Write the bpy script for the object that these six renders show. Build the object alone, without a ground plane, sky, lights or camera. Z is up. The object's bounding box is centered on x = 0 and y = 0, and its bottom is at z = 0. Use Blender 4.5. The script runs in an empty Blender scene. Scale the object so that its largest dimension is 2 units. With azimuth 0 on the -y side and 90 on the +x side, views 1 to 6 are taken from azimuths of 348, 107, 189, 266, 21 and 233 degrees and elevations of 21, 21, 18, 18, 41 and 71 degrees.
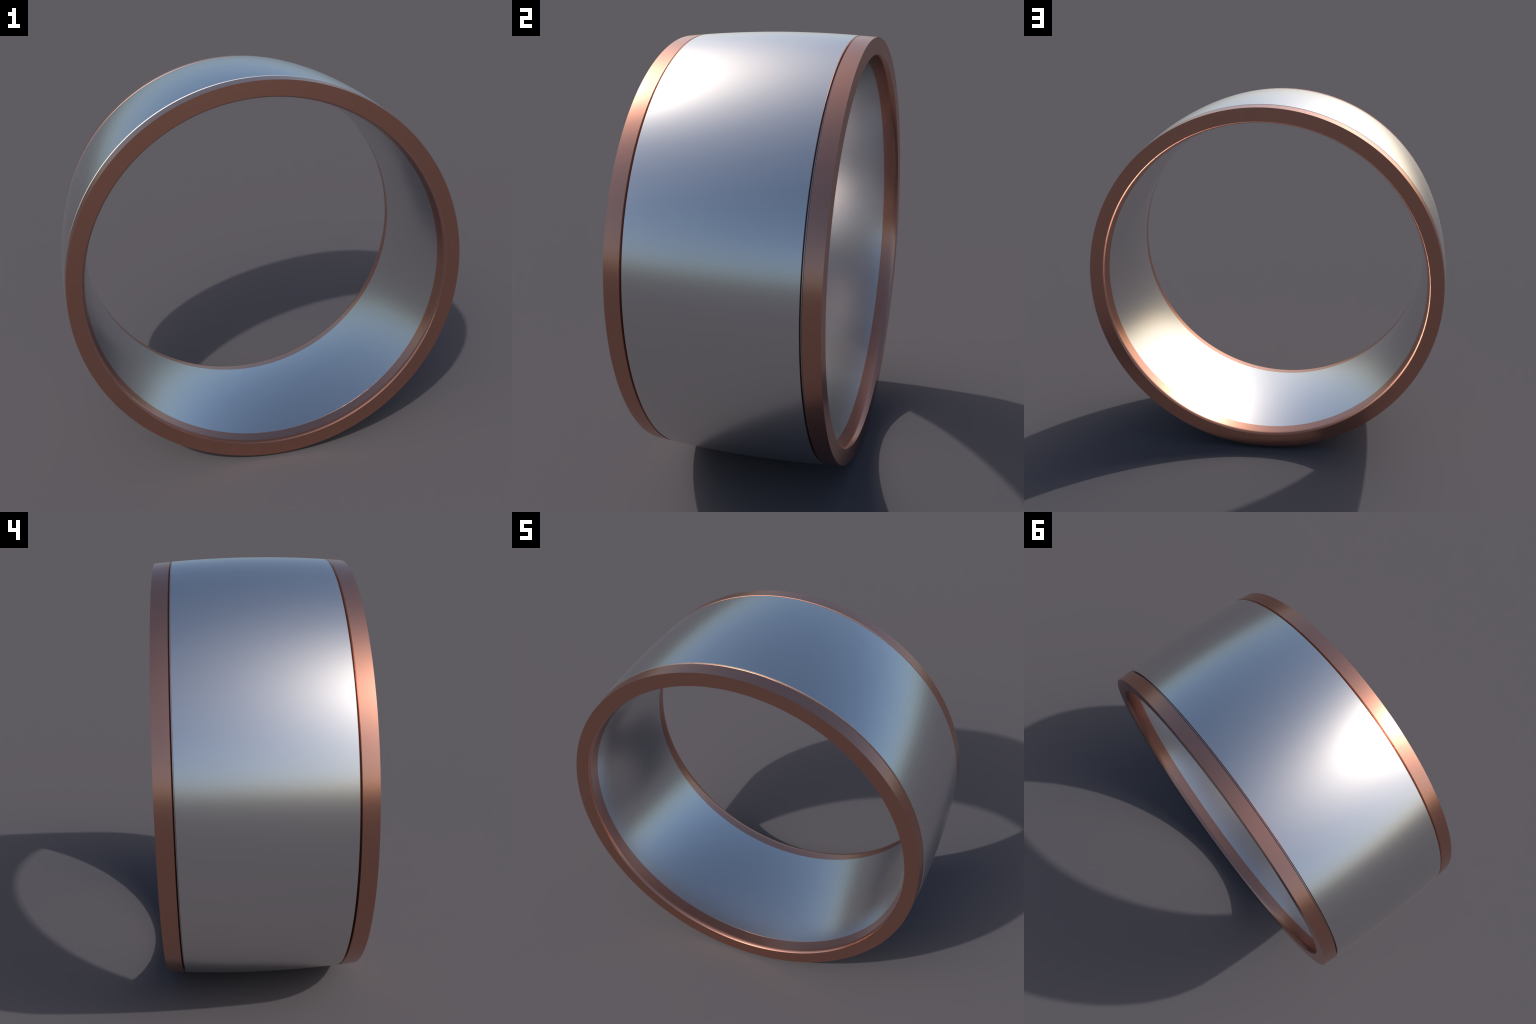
"""Two-tone metal finger ring standing on its edge: a domed steel band with a
rose-copper ring at either edge, a fine groove between them, rounded inner lips."""
import math
import bpy
import bmesh
from mathutils import Vector

SEGMENTS = 720            # round the ring
CENTRE = Vector((0.0, 0.0, 1.0))

# ---- sizes (metres, ring axis = y) ------------------------------------------------
HALF_WIDTH = 0.4352       # axial half width, to the flat copper face
CREST = 1.0               # outer radius at the middle of the band
CROWN = 0.1037            # crest drop per axial distance squared (the dome)
GROOVE_STEEL = 0.3538     # axial place of the steel lip of the groove
GROOVE_COPPER = 0.3645    # axial place of the copper lip of the groove
GROOVE_FLOOR = 0.9700     # radius of the groove floor
BORE = 0.8735             # inner radius at the middle: the bore is bowed inward
BORE_FLARE = 0.148        # bore widening per axial distance squared
SEAM = 0.3590             # axial place where steel meets copper in the bore
LIP_START = 0.4100        # axial place where the rounded inner lip begins
LIP_END = math.radians(33)   # slope of the lip where it meets the flat face
PROUD = 0.0002            # the steel stands this proud of the copper in the bore
EDGE = 0.0011             # narrow chamfer along the steel lip of the groove


def dome(t):
    return CREST - CROWN * t * t


def bore(t):
    return BORE + BORE_FLARE * t * t


def steel_profile():
    """Closed (axial, radius) outline of the middle band; True marks a crisp corner."""
    half = []
    n = 24
    for i in range(n):
        t = GROOVE_STEEL * i / (n - 1)
        half.append((t, dome(t), i == n - 1))
    half += [(GROOVE_STEEL + EDGE, dome(GROOVE_STEEL) - EDGE * 3.0, True),
             (GROOVE_STEEL + 0.0028, GROOVE_FLOOR, True),
             (SEAM + 0.0010, GROOVE_FLOOR, True),
             (SEAM, bore(SEAM), True)]
    for i in range(1, n):
        t = SEAM * (1 - i / n)
        half.append((t, bore(t), False))
    mirror = [(-t, r, c) for t, r, c in half[1:]][::-1]
    return half + [(0.0, BORE, False)] + mirror


def copper_profile():
    """Closed (axial, radius) outline of one edge ring, on the +axis side."""
    pts = []
    n = 8
    for i in range(1, n):
        t = GROOVE_COPPER + (HALF_WIDTH - GROOVE_COPPER) * i / n
        pts.append((t, dome(t), False))
    pts.append((HALF_WIDTH, dome(HALF_WIDTH), True))
    # flat face down to the rounded lip, which runs into the bowed bore
    a0 = math.atan(2 * BORE_FLARE * LIP_START)
    radius = (HALF_WIDTH - LIP_START) / (math.sin(LIP_END) - math.sin(a0))
    r0 = bore(LIP_START) + PROUD
    m = 12
    for j in range(m + 1):
        a = LIP_END + (a0 - LIP_END) * j / m
        pts.append((LIP_START + radius * (math.sin(a) - math.sin(a0)),
                    r0 + radius * (math.cos(a0) - math.cos(a)), j == 0))
    back = SEAM - 0.0015
    k = 6
    for j in range(1, k + 1):
        t = LIP_START + (back - LIP_START) * j / k
        pts.append((t, bore(t) + PROUD, j == k))
    # hidden back against the steel, then the groove wall
    pts.append((back, GROOVE_FLOOR - 0.002, True))
    pts.append((back + 0.0008, GROOVE_FLOOR + 0.0006, True))
    pts.append((GROOVE_COPPER - 0.0034, GROOVE_FLOOR + 0.0080, False))
    pts.append((GROOVE_COPPER, dome(GROOVE_COPPER), True))
    return pts


def revolve(name, profile, material, parent, side=1.0):
    """Sweep a closed (axial, radius) profile round the y axis."""
    bm = bmesh.new()
    rings = []
    for i in range(SEGMENTS):
        a = math.tau * i / SEGMENTS
        c, s = math.cos(a), math.sin(a)
        rings.append([bm.verts.new((r * c, side * t, r * s)) for t, r, _ in profile])
    n = len(profile)
    for i in range(SEGMENTS):
        p, q = rings[i], rings[(i + 1) % SEGMENTS]
        for j in range(n):
            k = (j + 1) % n
            bm.faces.new((p[j], p[k], q[k], q[j])).smooth = True
            if profile[j][2]:
                bm.edges.get((p[j], q[j])).smooth = False
    bmesh.ops.recalc_face_normals(bm, faces=bm.faces)
    me = bpy.data.meshes.new(name)
    bm.to_mesh(me)
    bm.free()
    me.materials.append(material)
    ob = bpy.data.objects.new(name, me)
    bpy.context.scene.collection.objects.link(ob)
    ob.parent = parent
    ob.location = CENTRE - parent.location
    return ob


def metal(name, colour, roughness):
    """Clean satin-polished metal."""
    m = bpy.data.materials.new(name)
    m.use_nodes = True
    bsdf = m.node_tree.nodes["Principled BSDF"]
    bsdf.inputs["Metallic"].default_value = 1.0
    bsdf.inputs["Roughness"].default_value = roughness
    bsdf.inputs["Base Color"].default_value = (*colour, 1)
    return m


STEEL = metal("polished_steel", (0.79, 0.79, 0.79), 0.26)
COPPER = metal("rose_copper", (0.660, 0.340, 0.252), 0.25)

ring = bpy.data.objects.new("finger_ring", None)
bpy.context.scene.collection.objects.link(ring)
ring.location = (0, 0, 0)
ring["label"] = "two-tone polished steel ring with rose copper edges"
ring["category"] = "finger ring"

revolve("steel_band", steel_profile(), STEEL, ring)
edge = revolve("copper_edge", copper_profile(), COPPER, ring, side=1.0)
other = revolve("copper_edge", copper_profile(), COPPER, ring, side=-1.0)
